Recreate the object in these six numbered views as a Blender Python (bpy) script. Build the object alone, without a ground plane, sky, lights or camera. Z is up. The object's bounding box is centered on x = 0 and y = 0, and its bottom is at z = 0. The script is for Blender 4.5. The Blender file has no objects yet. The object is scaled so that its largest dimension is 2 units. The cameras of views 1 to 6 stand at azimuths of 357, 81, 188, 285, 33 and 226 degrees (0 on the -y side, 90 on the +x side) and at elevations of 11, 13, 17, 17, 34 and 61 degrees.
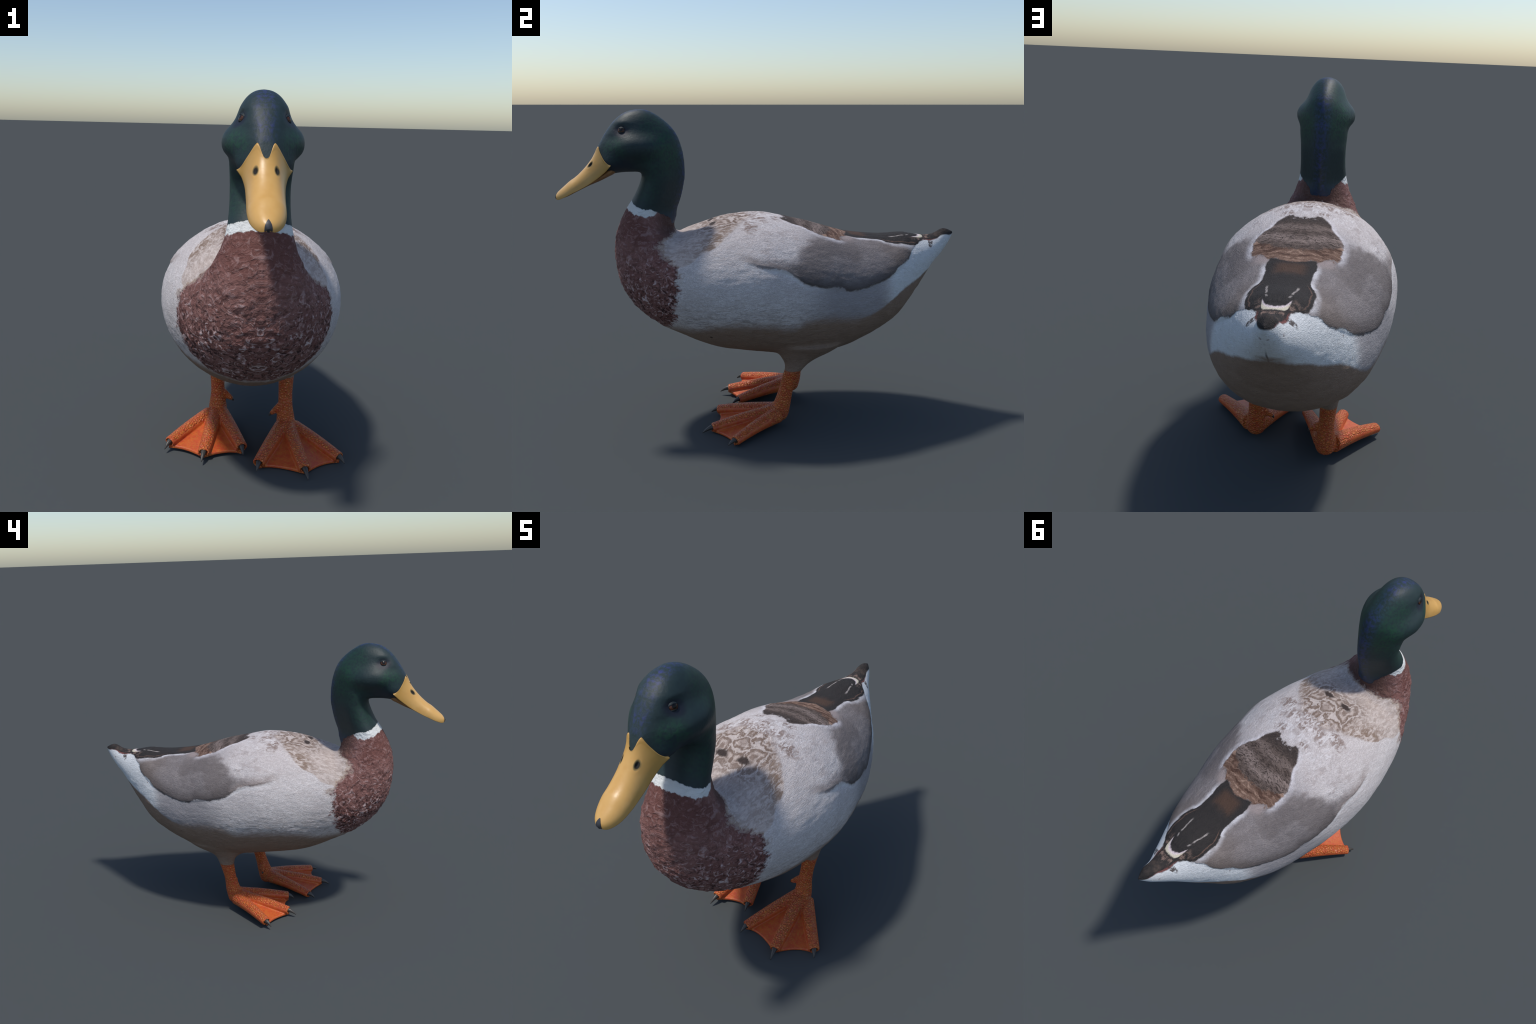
import bpy, bmesh, math, random
import numpy as np
from mathutils import Vector, noise
from mathutils.bvhtree import BVHTree

random.seed(4)
np.random.seed(4)
MID = -0.007            # the bird's mirror plane, in x


# ------------------------------------------------------------------ helpers
def spline(points, s):
    """Catmull-Rom through the control rows, sampled at station values s."""
    P = np.asarray(points, float)
    n = len(P)
    i = np.clip(s.astype(int), 0, n - 2)
    t = s - i
    if P.ndim > 1:
        t = t[:, None]
    g = lambda k: P[np.clip(k, 0, n - 1)]
    m0, m1 = (g(i + 1) - g(i - 1)) / 2, (g(i + 2) - g(i)) / 2
    t2, t3 = t * t, t * t * t
    return (2*t3 - 3*t2 + 1) * g(i) + (t3 - 2*t2 + t) * m0 + (3*t2 - 2*t3) * g(i + 1) + (t3 - t2) * m1


def lerp(a, b, t):
    return a + (b - a) * t


def smooth01(x):
    x = np.clip(x, 0, 1)
    return x * x * (3 - 2 * x)


def rings_to_solid(rings):
    """rings: (n, m, 3) closed loops -> closed triangle/quad solid with fan caps."""
    n, m, _ = rings.shape
    verts = [tuple(v) for v in rings.reshape(-1, 3)]
    faces = []
    for i in range(n - 1):
        for j in range(m):
            k = (j + 1) % m
            faces.append((i*m + j, i*m + k, (i+1)*m + k, (i+1)*m + j))
    for i, flip in ((0, True), (n - 1, False)):
        c = len(verts)
        verts.append(tuple(rings[i].mean(0)))
        for j in range(m):
            k = (j + 1) % m
            faces.append((c, i*m + k, i*m + j) if flip else (c, i*m + j, i*m + k))
    return verts, faces


def outward(mesh):
    bm = bmesh.new()
    bm.from_mesh(mesh)
    bmesh.ops.recalc_face_normals(bm, faces=bm.faces)
    bm.to_mesh(mesh)
    bm.free()


def make_mesh(name, verts, faces, smooth=True, fix=True):
    me = bpy.data.meshes.new(name)
    me.from_pydata([tuple(v) for v in verts], [], [tuple(f) for f in faces])
    me.update()
    if fix:
        outward(me)
    if smooth:
        me.polygons.foreach_set("use_smooth", [True] * len(me.polygons))
    return me


def add(name, me, parent=None, mat=None):
    ob = bpy.data.objects.new(name, me)
    bpy.context.scene.collection.objects.link(ob)
    ob.parent = parent
    if mat is not None:
        me.materials.clear()
        me.materials.append(mat)
    return ob


def union(solids, voxel, name):
    """Fuse overlapping closed solids into one skin with the Remesh modifier."""
    verts, faces = [], []
    for v, f in solids:
        me = make_mesh("tmp", v, f)
        b = len(verts)
        verts += [tuple(x.co) for x in me.vertices]
        faces += [tuple(b + i for i in p.vertices) for p in me.polygons]
        bpy.data.meshes.remove(me)
    me = make_mesh(name + "_raw", verts, faces, fix=False)
    ob = bpy.data.objects.new(name + "_raw", me)
    bpy.context.scene.collection.objects.link(ob)
    md = ob.modifiers.new("fuse", "REMESH")
    md.mode, md.voxel_size = "VOXEL", voxel
    dg = bpy.context.evaluated_depsgraph_get()
    out = bpy.data.meshes.new_from_object(ob.evaluated_get(dg))
    bpy.data.objects.remove(ob)
    bpy.data.meshes.remove(me)
    out.name = name
    out.polygons.foreach_set("use_smooth", [True] * len(out.polygons))
    return out


def coords(me):
    a = np.empty(len(me.vertices) * 3, np.float32)
    me.vertices.foreach_get("co", a)
    return a.reshape(-1, 3).astype(float)


def set_coords(me, P):
    me.vertices.foreach_set("co", P.astype(np.float32).ravel())
    me.update()


def relax(me, times, weight=None, amount=0.5):
    """Laplacian smoothing; weight (per vertex) limits where it acts."""
    P = coords(me)
    e = np.empty(len(me.edges) * 2, np.int32)
    me.edges.foreach_get("vertices", e)
    e = e.reshape(-1, 2)
    cnt = np.bincount(e.ravel(), minlength=len(P)).astype(float)
    w = np.full(len(P), amount) if weight is None else amount * weight
    for k in range(times):
        S = np.zeros_like(P)
        for ax in range(3):
            S[:, ax] = np.bincount(e[:, 0], P[e[:, 1], ax], len(P)) + np.bincount(e[:, 1], P[e[:, 0], ax], len(P))
        P = P + (S / cnt[:, None] - P) * w[:, None]
    set_coords(me, P)


def tube(path, radii, m=24, flat=0.0, up=(0, 0, 1), floor=None):
    """Round or flattened solid tube along a path; radii rows (side, height)."""
    path = np.asarray(path, float)
    radii = np.asarray(radii, float)
    t = np.gradient(path, axis=0)
    t /= np.linalg.norm(t, axis=1, keepdims=True)
    up = np.asarray(up, float)
    rings = []
    a = np.linspace(0, 2 * np.pi, m, endpoint=False)
    for p, d, r in zip(path, t, radii):
        s = np.cross(d, up)
        s /= np.linalg.norm(s)
        u = np.cross(s, d)
        ring = p + np.cos(a)[:, None] * s * r[0] + np.sin(a)[:, None] * u * r[1]
        if floor is not None:
            ring[:, 2] = np.maximum(ring[:, 2], floor)
        rings.append(ring)
    return rings_to_solid(np.array(rings))


# ------------------------------------------------------------------ the body, neck and head as one loft
# From tail tip to face: each station is a slice through the bird that contains the
# back line and the belly/throat line.
# back (y, z), belly (y, z), half width, height of the widest place, roundness above, below, middle x
STATIONS = [
    (1.003, 0.932, 0.998, 0.913, 0.003, 0.45, 1.20, 1.00, -0.0094),
    (0.946, 0.951, 0.968, 0.866, 0.033, 0.42, 1.16, 0.78, -0.0098),
    (0.893, 0.925, 0.922, 0.810, 0.056, 0.42, 1.10, 0.68, -0.0102),
    (0.833, 0.918, 0.870, 0.762, 0.092, 0.43, 1.04, 0.65, -0.0106),
    (0.723, 0.933, 0.773, 0.629, 0.159, 0.46, 0.99, 0.70, -0.0110),
    (0.588, 0.929, 0.658, 0.494, 0.239, 0.47, 0.93, 0.82, -0.0114),
    (0.414, 0.948, 0.484, 0.390, 0.308, 0.46, 0.82, 1.02, -0.0120),
    (0.243, 0.997, 0.338, 0.339, 0.350, 0.51, 0.81, 0.99, -0.0126),
    (0.089, 1.036, 0.149, 0.325, 0.377, 0.50, 0.99, 1.02, -0.0133),
    (-0.036, 1.059, -0.075, 0.352, 0.388, 0.51, 1.13, 1.04, -0.0140),
    (-0.185, 1.046, -0.258, 0.383, 0.363, 0.52, 1.09, 1.06, -0.0146),
    (-0.297, 1.014, -0.421, 0.451, 0.325, 0.53, 0.97, 1.07, -0.0150),
    (-0.378, 0.983, -0.544, 0.519, 0.288, 0.58, 0.89, 1.03, -0.0152),
    (-0.413, 0.968, -0.643, 0.603, 0.250, 0.61, 0.97, 0.96, -0.0152),
    (-0.438, 0.980, -0.708, 0.708, 0.214, 0.58, 1.11, 0.93, -0.0149),
    (-0.446, 1.000, -0.734, 0.831, 0.179, 0.52, 1.26, 0.95, -0.0143),
    (-0.443, 1.021, -0.734, 0.912, 0.160, 0.45, 1.42, 0.95, -0.0135),
    (-0.434, 1.044, -0.719, 0.993, 0.137, 0.42, 1.57, 1.02, -0.0125),
    (-0.428, 1.085, -0.681, 1.077, 0.117, 0.35, 1.72, 1.05, -0.0114),
    (-0.408, 1.143, -0.634, 1.151, 0.109, 0.34, 1.79, 1.03, -0.0103),
    (-0.390, 1.223, -0.602, 1.221, 0.108, 0.33, 1.80, 1.01, -0.0093),
    (-0.386, 1.276, -0.595, 1.258, 0.110, 0.29, 1.76, 1.00, -0.0084),
    (-0.396, 1.368, -0.610, 1.267, 0.113, 0.35, 1.58, 1.01, -0.0070),
    (-0.429, 1.455, -0.644, 1.267, 0.111, 0.45, 1.32, 1.01, -0.0070),
    (-0.493, 1.519, -0.681, 1.266, 0.104, 0.46, 1.11, 1.00, -0.0070),
    (-0.568, 1.558, -0.714, 1.262, 0.099, 0.50, 0.95, 0.99, -0.0070),
    (-0.647, 1.551, -0.743, 1.254, 0.088, 0.58, 0.84, 0.99, -0.0070),
    (-0.706, 1.514, -0.772, 1.246, 0.070, 0.62, 0.81, 1.00, -0.0070),
    (-0.747, 1.465, -0.808, 1.252, 0.046, 0.64, 0.85, 1.00, -0.0070),
    (-0.782, 1.408, -0.849, 1.259, 0.022, 0.68, 0.90, 1.00, -0.0070),
]
CHEEK = dict(y=-0.614, z=1.384, ry=0.106, rz=0.056, out=0.037)     # puffed cheek
GAPE = dict(y=-0.725, z=1.310, ry=0.050, rz=0.045, out=0.021)      # fullness behind the corner of the mouth


def body_solid(sub=6, half=40):
    T = np.array(STATIONS)
    s = np.linspace(0, len(T) - 1, (len(T) - 1) * sub + 1)
    Q = spline(T, s)
    back, belly = Q[:, 0:2], Q[:, 2:4]
    w, h, n_up, n_dn, xc = np.maximum(Q[:, 4], 0.004), Q[:, 5], Q[:, 6], Q[:, 7], Q[:, 8]
    a = np.linspace(0, np.pi, half)
    ca, sa = np.cos(a), np.sin(a)
    c = belly + (back - belly) * h[:, None]
    yz = c[:, None] + np.where((ca > 0)[None, :, None], (back - c)[:, None], (belly - c)[:, None]) * np.abs(ca)[None, :, None]
    x = w[:, None] * np.abs(sa)[None] ** np.where((ca > 0)[None], n_up[:, None], n_dn[:, None])
    y, z = yz[..., 0], yz[..., 1]
    # a shallow hollow runs down each side of the neck
    run = (smooth01((s - 14.5) / 1.5) * (1 - smooth01((s - 21.5) / 2.0)))[:, None]
    x = x - 0.010 * run * np.exp(-((ca[None] - 0.60) / 0.30) ** 2) * np.clip(x / 0.05, 0, 1)
    head = np.clip((s - 21) / 3, 0, 1)[:, None]
    puff = np.exp(-(((y - CHEEK["y"]) / CHEEK["ry"]) ** 2 + ((z - CHEEK["z"]) / CHEEK["rz"]) ** 2) ** 1.5) * head
    gape = np.exp(-((y - GAPE["y"]) / GAPE["ry"]) ** 2 - ((z - GAPE["z"]) / GAPE["rz"]) ** 2) * head
    x = x + (CHEEK["out"] * puff + GAPE["out"] * gape) * np.clip(x / 0.04, 0, 1)
    left = np.stack([xc[:, None] + x, y, z], -1)
    right = np.stack([xc[:, None] - x, y, z], -1)[:, -2:0:-1]
    return rings_to_solid(np.concatenate([left, right], 1))


# ------------------------------------------------------------------ legs and feet
CUT = 0.284     # height at which feathered thigh gives way to bare leg
FEET = {
    # shank: (x, y, z, side radius, fore-aft radius) from thigh down to the ankle
    "left": dict(
        shank=[(0.172, 0.190, 0.430, 0.110, 0.190), (0.172, 0.188, 0.395, 0.080, 0.153), (0.172, 0.176, 0.369, 0.060, 0.124), (0.171, 0.156, 0.350, 0.050, 0.100),
               (0.170, 0.146, 0.330, 0.042, 0.076), (0.169, 0.136, 0.310, 0.037, 0.058), (0.168, 0.121, 0.282, 0.035, 0.042), (0.166, 0.107, 0.250, 0.033, 0.038), (0.164, 0.092, 0.200, 0.031, 0.034),
               (0.164, 0.078, 0.150, 0.033, 0.037), (0.165, 0.067, 0.110, 0.039, 0.042), (0.166, 0.058, 0.080, 0.043, 0.045), (0.166, 0.056, 0.050, 0.041, 0.042)],
        heel=(0.167, 0.055, 0.055), lift=0.0,
        roots=[(0.150, 0.030, 0.062), (0.172, 0.020, 0.060), (0.196, 0.036, 0.056)],
        toes=[(0.025, -0.247, 0.027), (0.219, -0.291, 0.022), (0.379, -0.196, 0.027)],
        claws=[(0.016, -0.284, 0.008), (0.228, -0.342, 0.0015), (0.398, -0.230, 0.015)],
        webs=[(0.100, -0.244, 0.006), (0.304, -0.222, 0.014)], tip=(0.222, -0.312, 0.006),
        hallux=[(0.150, 0.080, 0.156), (0.130, 0.070, 0.142), (0.108, 0.064, 0.124), (0.093, 0.061, 0.113)], spur=(0.086, 0.060, 0.105)),
    "right": dict(
        shank=[(-0.168, 0.250, 0.430, 0.110, 0.190), (-0.167, 0.246, 0.395, 0.080, 0.148), (-0.166, 0.228, 0.369, 0.060, 0.110), (-0.165, 0.210, 0.350, 0.050, 0.088),
               (-0.164, 0.212, 0.330, 0.042, 0.064), (-0.163, 0.212, 0.310, 0.038, 0.053), (-0.160, 0.211, 0.282, 0.035, 0.042), (-0.158, 0.205, 0.250, 0.033, 0.038), (-0.156, 0.196, 0.200, 0.031, 0.034),
               (-0.155, 0.188, 0.160, 0.033, 0.037), (-0.155, 0.181, 0.122, 0.039, 0.042), (-0.154, 0.174, 0.094, 0.043, 0.045), (-0.154, 0.172, 0.066, 0.040, 0.040)],
        heel=(-0.155, 0.171, 0.069), lift=0.010,
        roots=[(-0.140, 0.146, 0.076), (-0.162, 0.136, 0.074), (-0.186, 0.150, 0.070)],
        toes=[(-0.044, -0.132, 0.042), (-0.212, -0.169, 0.035), (-0.367, -0.074, 0.038)],
        claws=[(-0.038, -0.168, 0.022), (-0.219, -0.216, 0.016), (-0.386, -0.107, 0.019)],
        webs=[(-0.119, -0.128, 0.022), (-0.290, -0.106, 0.026)], tip=(-0.216, -0.190, 0.018),
        hallux=[(-0.142, 0.190, 0.180), (-0.122, 0.184, 0.166), (-0.100, 0.180, 0.148), (-0.085, 0.178, 0.137)], spur=(-0.078, 0.178, 0.129)),
}


def shank_solid(rows, m=32):
    R = spline(np.array(rows), np.linspace(0, len(rows) - 1, (len(rows) - 1) * 4 + 1))
    a = np.linspace(0, 2 * np.pi, m, endpoint=False)
    rings = np.stack([R[:, 0:1] + np.cos(a) * (R[:, 3:4] + 0.0015), R[:, 1:2] + np.sin(a) * (R[:, 4:5] + 0.0015), np.repeat(R[:, 2:3], m, 1)], -1)
    return rings_to_solid(rings)


def toe_line(foot, k, n=16):
    root, end = np.array(foot["roots"][k]), np.array(foot["toes"][k])
    t = np.linspace(0, 1, n)
    P = root + (end - root) * t[:, None]
    P[:, 2] += 0.006 * np.sin(np.pi * t)                    # slightly arched
    r_side = 0.038 + (0.0230 - 0.038) * t ** 0.75 + 0.0035
    r_high = 0.042 + (0.0220 - 0.042) * t ** 0.80
    return P, np.stack([r_side, r_high], 1)


def foot_solids(foot):
    out = [shank_solid(foot["shank"])]
    floor = foot["lift"]
    # heel pad
    hx, hy, hz = foot["heel"]
    a = np.linspace(0, 2 * np.pi, 28, endpoint=False)
    rings = []
    for q in np.linspace(-0.48, 0.48, 13) * np.pi:
        ring = np.stack([hx + 0.045 * np.cos(q) * np.cos(a), hy + 0.042 * np.cos(q) * np.sin(a), np.full(28, hz + 0.043 * np.sin(q))], 1)
        ring[:, 2] = np.maximum(ring[:, 2], floor + 0.001)
        rings.append(ring)
    out.append(rings_to_solid(np.array(rings)))
    lines = []
    for k in range(3):
        P, r = toe_line(foot, k)
        lines.append((P, r))
        d = P[-1] - P[-2]
        d /= np.linalg.norm(d)
        # blunt end with a rolled rim round the socket of the claw
        path = np.vstack([P[:-1], P[-1] - d * 0.006, P[-1], P[-1] + d * 0.002, P[-1] + d * 0.002, P[-1] - d * 0.008])
        rad = np.vstack([r[:-1], r[-1] * 1.02, r[-1] * 0.98, r[-1] * 0.86, r[-1] * 0.70, r[-1] * 0.62])
        t = np.gradient(P, axis=0)[-1]
        rings = []
        aa = np.linspace(0, 2 * np.pi, 24, endpoint=False)
        for p, q in zip(path, rad):
            s = np.cross(t, (0, 0, 1.0))
            s /= np.linalg.norm(s)
            u = np.cross(s, t / np.linalg.norm(t))
            ring = p + np.cos(aa)[:, None] * s * q[0] + np.sin(aa)[:, None] * u * q[1]
            ring[:, 2] = np.maximum(ring[:, 2], floor + 0.001)
            rings.append(ring)
        out.append(rings_to_solid(np.array(rings)))
    # webs: sagging skin between neighbouring toes with a scalloped front edge
    for k in range(2):
        A, B = lines[k][0], lines[k + 1][0]
        ea = np.array(foot["toes"][k]) + (np.array(foot["toes"][k]) - A[-2]) * 0.35
        eb = np.array(foot["toes"][k + 1]) + (np.array(foot["toes"][k + 1]) - B[-2]) * 0.35
        ea[2] = eb[2] = floor + 0.007
        m = np.array(foot["webs"][k])
        ctrl = 2 * m - (ea + eb) / 2                          # quadratic edge through m
        nu, nv = 25, 22
        top = np.zeros((nv, nu, 3))
        hub = np.array(foot["heel"])
        for j, u in enumerate(np.linspace(0, 1, nu)):
            edge = (1-u)**2 * ea + 2*u*(1-u) * ctrl + u*u * eb
            for i, v in enumerate(np.linspace(0, 1, nv)):
                p = hub + (edge - hub) * v
                high = lerp(hub[2] + 0.038, floor + 0.015, v ** 0.95)
                sag = 4 * u * (1 - u) * 0.009 * v * (1 - v * 0.80)
                p[2] = high - sag
                top[i, j] = p
        low = top.copy()
        low[..., 2] = np.maximum(floor + 0.0005, top[..., 2] - 0.016)
        top[..., 2] = np.maximum(top[..., 2], low[..., 2] + 0.007)
        V = list(top.reshape(-1, 3)) + list(low.reshape(-1, 3))
        F, o = [], nu * nv
        for i in range(nv - 1):
            for j in range(nu - 1):
                q = (i*nu + j, i*nu + j + 1, (i+1)*nu + j + 1, (i+1)*nu + j)
                F += [q, tuple(o + x for x in q[::-1])]
        rim = [i for i in range(nu)] + [i*nu + nu - 1 for i in range(1, nv)] + [(nv-1)*nu + j for j in range(nu-2, -1, -1)] + [i*nu for i in range(nv-2, 0, -1)]
        for x, y in zip(rim, rim[1:] + rim[:1]):
            F.append((y, x, o + x, o + y))
        out.append((V, F))
    H = np.array(foot["hallux"])
    out.append(tube(H, [(0.017, 0.019), (0.0155, 0.018), (0.0135, 0.0145), (0.0095, 0.010)], m=18))
    return out


def claw_solid(base, tip, r0, droop, m=14, n=12):
    base, tip = np.array(base, float), np.array(tip, float)
    t = np.linspace(0, 1, n)
    mid = (base + tip) / 2 + np.array((0, 0, droop))
    P = (1-t)[:, None]**2 * base + 2 * (t*(1-t))[:, None] * mid + (t*t)[:, None] * tip
    r = r0 * (1 - t) ** 0.75 + 0.0012
    return tube(P, np.stack([r, r * 1.05], 1), m=m)

# ------------------------------------------------------------------ the bill
# tip to base: edge (half width, y, z) and ridge (y, z), squareness of the section
BILL = [
    (0.0015, -1.0005, 1.1500, -1.0015, 1.1530, 1.0),
    (0.0160, -0.9930, 1.1420, -0.9985, 1.1610, 0.9),
    (0.0290, -0.9830, 1.1425, -0.9925, 1.1710, 0.9),
    (0.0420, -0.9670, 1.1490, -0.9790, 1.1850, 0.9),
    (0.0530, -0.9430, 1.1600, -0.9550, 1.2060, 0.9),
    (0.0590, -0.9140, 1.1750, -0.9270, 1.2300, 0.92),
    (0.0610, -0.8870, 1.1880, -0.9000, 1.2480, 0.95),
    (0.0615, -0.8310, 1.2180, -0.8640, 1.2830, 0.92),
    (0.0620, -0.7890, 1.2460, -0.8390, 1.3160, 0.86),
    (0.0670, -0.7600, 1.2690, -0.8200, 1.3420, 0.84),
]
# where the bill meets the feathers, from the ridge notch over the lobe to the corner of the mouth
BILL_EDGE = [(0.0, -0.8180, 1.3430), (0.0060, -0.8165, 1.3440), (0.0140, -0.8060, 1.3600), (0.0200, -0.7930, 1.3780),
             (0.0250, -0.7850, 1.3870), (0.0310, -0.7820, 1.3800), (0.0400, -0.7750, 1.3610), (0.0520, -0.7640, 1.3400),
             (0.0660, -0.7540, 1.3210), (0.0800, -0.7420, 1.3080), (0.0910, -0.7320, 1.3010)]
NOSTRIL = np.array((0.0335, -0.8275, 1.3050))


class Bill:
    def __init__(self, skin):
        self.skin = skin                       # BVH of the head, so that the bill sits on it

    def row(self, t, phi):
        """Point on the upper surface; t: 0 tip .. 1 feather edge, phi: -1 .. 1 across."""
        a = np.abs(phi)
        n = len(BILL) - 1
        s = np.full_like(a, min(t / 0.86, 1.0) * n)
        q = spline(BILL, s)
        w, ey, ez, ry, rz, e = q.T
        w = np.maximum(w, 0.001)
        ang = a * np.pi / 2
        lift = np.cos(ang) ** e
        x = w * np.sin(ang) ** np.maximum(e, 0.9)
        y = ey + (ry - ey) * lift
        z = ez + (rz - ez) * lift
        P = np.stack([x, y, z], -1)
        if t > 0.62:                            # swell out towards the feather edge
            u = ((t - 0.62) / 0.38) ** 2.2
            edge = spline(BILL_EDGE, a * (len(BILL_EDGE) - 1))
            P = P + (edge - P) * u
        P[:, 0] = MID + P[:, 0] * np.where(phi < 0, -1, 1)
        return P

    def surface(self, t, phi):
        return self.pits(self.seat(self.row(t, phi), t))

    def seat(self, P, t):
        """Keep the sheet 3 mm clear of the feathers it lies on."""
        off = 0.0030
        if t > 0.5:
            for i in range(len(P)):
                p = Vector(P[i])
                near, nor, _, d = self.skin.find_nearest(p)
                if (p - near).dot(nor) < off and d < 0.05:
                    P[i] = np.array(near + nor * off)
        return P

    def pits(self, P):
        """Nostrils: two slits with a raised rim."""
        q = P.copy()
        q[:, 0] = np.abs(q[:, 0] - MID)
        along = np.array((0, -0.60, -0.80))
        d = q - NOSTRIL
        la = d @ along
        lc = np.linalg.norm(d - la[:, None] * along, axis=1)
        pit = np.exp(-(la / 0.0130) ** 2 - (lc / 0.0062) ** 2)
        rim = np.exp(-((la - 0.004) / 0.020) ** 2 - (lc / 0.0105) ** 2)
        inward = np.array((-0.75, 0.55, -0.35))
        inward /= np.linalg.norm(inward)
        shift = inward * (0.0095 * pit - 0.0030 * rim)[:, None]
        shift[:, 0] *= np.where(P[:, 0] < MID, -1, 1)
        return P + shift


def upper_bill(bill, nt=110, nphi=97):
    phi = np.linspace(-1, 1, nphi)
    T = np.concatenate([np.linspace(0, 1, nt) ** 1.15])
    rows = np.array([bill.row(t, phi) for t in T])
    # fair the sheet, borders held, so that the tongue of the bill runs smoothly up to lobes and corners
    w = smooth01((T - 0.50) / 0.22)[1:-1, None, None] * 0.5
    for turn in range(4):
        for k in range(150):
            avg = (rows[2:, 1:-1] + rows[:-2, 1:-1] + rows[1:-1, 2:] + rows[1:-1, :-2]) / 4
            rows[1:-1, 1:-1] += (avg - rows[1:-1, 1:-1]) * w
        if turn < 3:
            for p, t in zip(rows, T):
                p[:] = bill.seat(p, t)
    for k in range(25):
        avg = (rows[2:, 1:-1] + rows[:-2, 1:-1] + rows[1:-1, 2:] + rows[1:-1, :-2]) / 4
        rows[1:-1, 1:-1] += (avg - rows[1:-1, 1:-1]) * w
    rows = [bill.pits(bill.seat(p, t)) if t > 0.97 else bill.pits(p) for p, t in zip(rows, T)]
    # turned-in lip where the bill meets the feathers
    inner = []
    for p in rows[-1]:
        near, nor, _, _ = bill.skin.find_nearest(Vector(p))
        inner.append(np.array(near - nor * 0.004))
    rows.append(np.array(inner))
    rows = np.array(rows)
    # underside: a second sheet 4 mm above the cutting edge makes the bill a closed shell
    under = rows.copy()
    mid = nphi // 2
    f = (1 - np.abs(phi) ** 6)[None, :, None]
    edge_l, edge_r = rows[:, :1], rows[:, -1:]
    flat = edge_l + (edge_r - edge_l) * ((phi + 1) / 2)[None, :, None]
    under = flat + (rows - flat) * 0.12
    V = list(rows.reshape(-1, 3)) + list(under[:, 1:-1].reshape(-1, 3))
    n = len(rows)
    o = n * nphi
    k = nphi - 2
    U = lambda i, j: i*nphi if j == 0 else (i*nphi + nphi - 1 if j == nphi - 1 else o + i*k + j - 1)
    F = []
    for i in range(n - 1):
        for j in range(nphi - 1):
            F.append((i*nphi + j, i*nphi + j + 1, (i+1)*nphi + j + 1, (i+1)*nphi + j))
            F.append((U(i, j), U(i+1, j), U(i+1, j+1), U(i, j+1)))
    for j in range(nphi - 1):
        F.append(tuple(dict.fromkeys((j, U(0, j), U(0, j+1), j + 1))))
        F.append(tuple(dict.fromkeys(((n-1)*nphi + j, (n-1)*nphi + j + 1, U(n-1, j+1), U(n-1, j)))))
    return V, [f for f in F if len(f) > 2]


def bill_nail(bill, nt=26, nphi=21):
    """The dark horny nail on the tip: a wedge-shaped plate lying on the bill."""
    V, F = [], []
    rows = []
    for t in np.linspace(0.0, 0.245, nt):
        half_width = 0.0118 * (1 - (t / 0.25) ** 2.2) + 0.0004
        w_here = max(0.003, float(spline(BILL, np.array([t / 0.86 * (len(BILL) - 1)]))[0, 0]))
        reach = math.asin(min(1.0, half_width / w_here)) / (math.pi / 2)
        p = bill.surface(t ** 1.0, np.linspace(-reach, reach, nphi))
        rows.append(p)
    lip = rows[2].copy()                       # hooks over the front edge
    lip[:, 1], lip[:, 2] = -0.9965, 1.1425
    rows[0] = lip
    rows = np.array(rows)
    du = np.gradient(rows, axis=0)
    dv = np.gradient(rows, axis=1)
    nn = np.cross(dv, du)
    nn /= np.linalg.norm(nn, axis=-1, keepdims=True) + 1e-12
    if nn[nt // 2, nphi // 2, 2] < 0:
        nn = -nn
    out = rows + nn * 0.0012
    low = rows - nn * 0.0020
    V = list(out.reshape(-1, 3)) + list(low.reshape(-1, 3))
    o = nt * nphi
    for i in range(nt - 1):
        for j in range(nphi - 1):
            q = (i*nphi + j, i*nphi + j + 1, (i+1)*nphi + j + 1, (i+1)*nphi + j)
            F += [q, tuple(o + x for x in q[::-1])]
    rim = [j for j in range(nphi)] + [i*nphi + nphi - 1 for i in range(1, nt)] + [(nt-1)*nphi + j for j in range(nphi-2, -1, -1)] + [i*nphi for i in range(nt-2, 0, -1)]
    for x, y in zip(rim, rim[1:] + rim[:1]):
        F.append((y, x, o + x, o + y))
    return V, F


def lower_bill(m=28):
    """tip to chin: (half width, y, z bottom, z top)"""
    rows = [(0.004, -0.978, 1.1460, 1.152), (0.028, -0.966, 1.1475, 1.158), (0.046, -0.940, 1.1570, 1.172), (0.0535, -0.900, 1.1770, 1.192),
            (0.0560, -0.841, 1.2055, 1.226), (0.0565, -0.793, 1.2250, 1.256), (0.0580, -0.765, 1.2380, 1.274), (0.0610, -0.745, 1.2480, 1.288), (0.0600, -0.728, 1.256, 1.294), (0.040, -0.705, 1.272, 1.292)]
    R = spline(np.array(rows), np.linspace(0, len(rows) - 1, 46))
    a = np.linspace(0, 2 * np.pi, m, endpoint=False)
    c, h = (R[:, 2] + R[:, 3]) / 2, (R[:, 3] - R[:, 2]) / 2
    sq = lambda v, e: np.sign(v) * np.abs(v) ** e
    rings = np.stack([MID + R[:, 0:1] * sq(np.cos(a), 0.8), np.repeat(R[:, 1:2], m, 1), c[:, None] + h[:, None] * sq(np.sin(a), 0.8)], -1)
    return rings_to_solid(rings)

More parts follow.
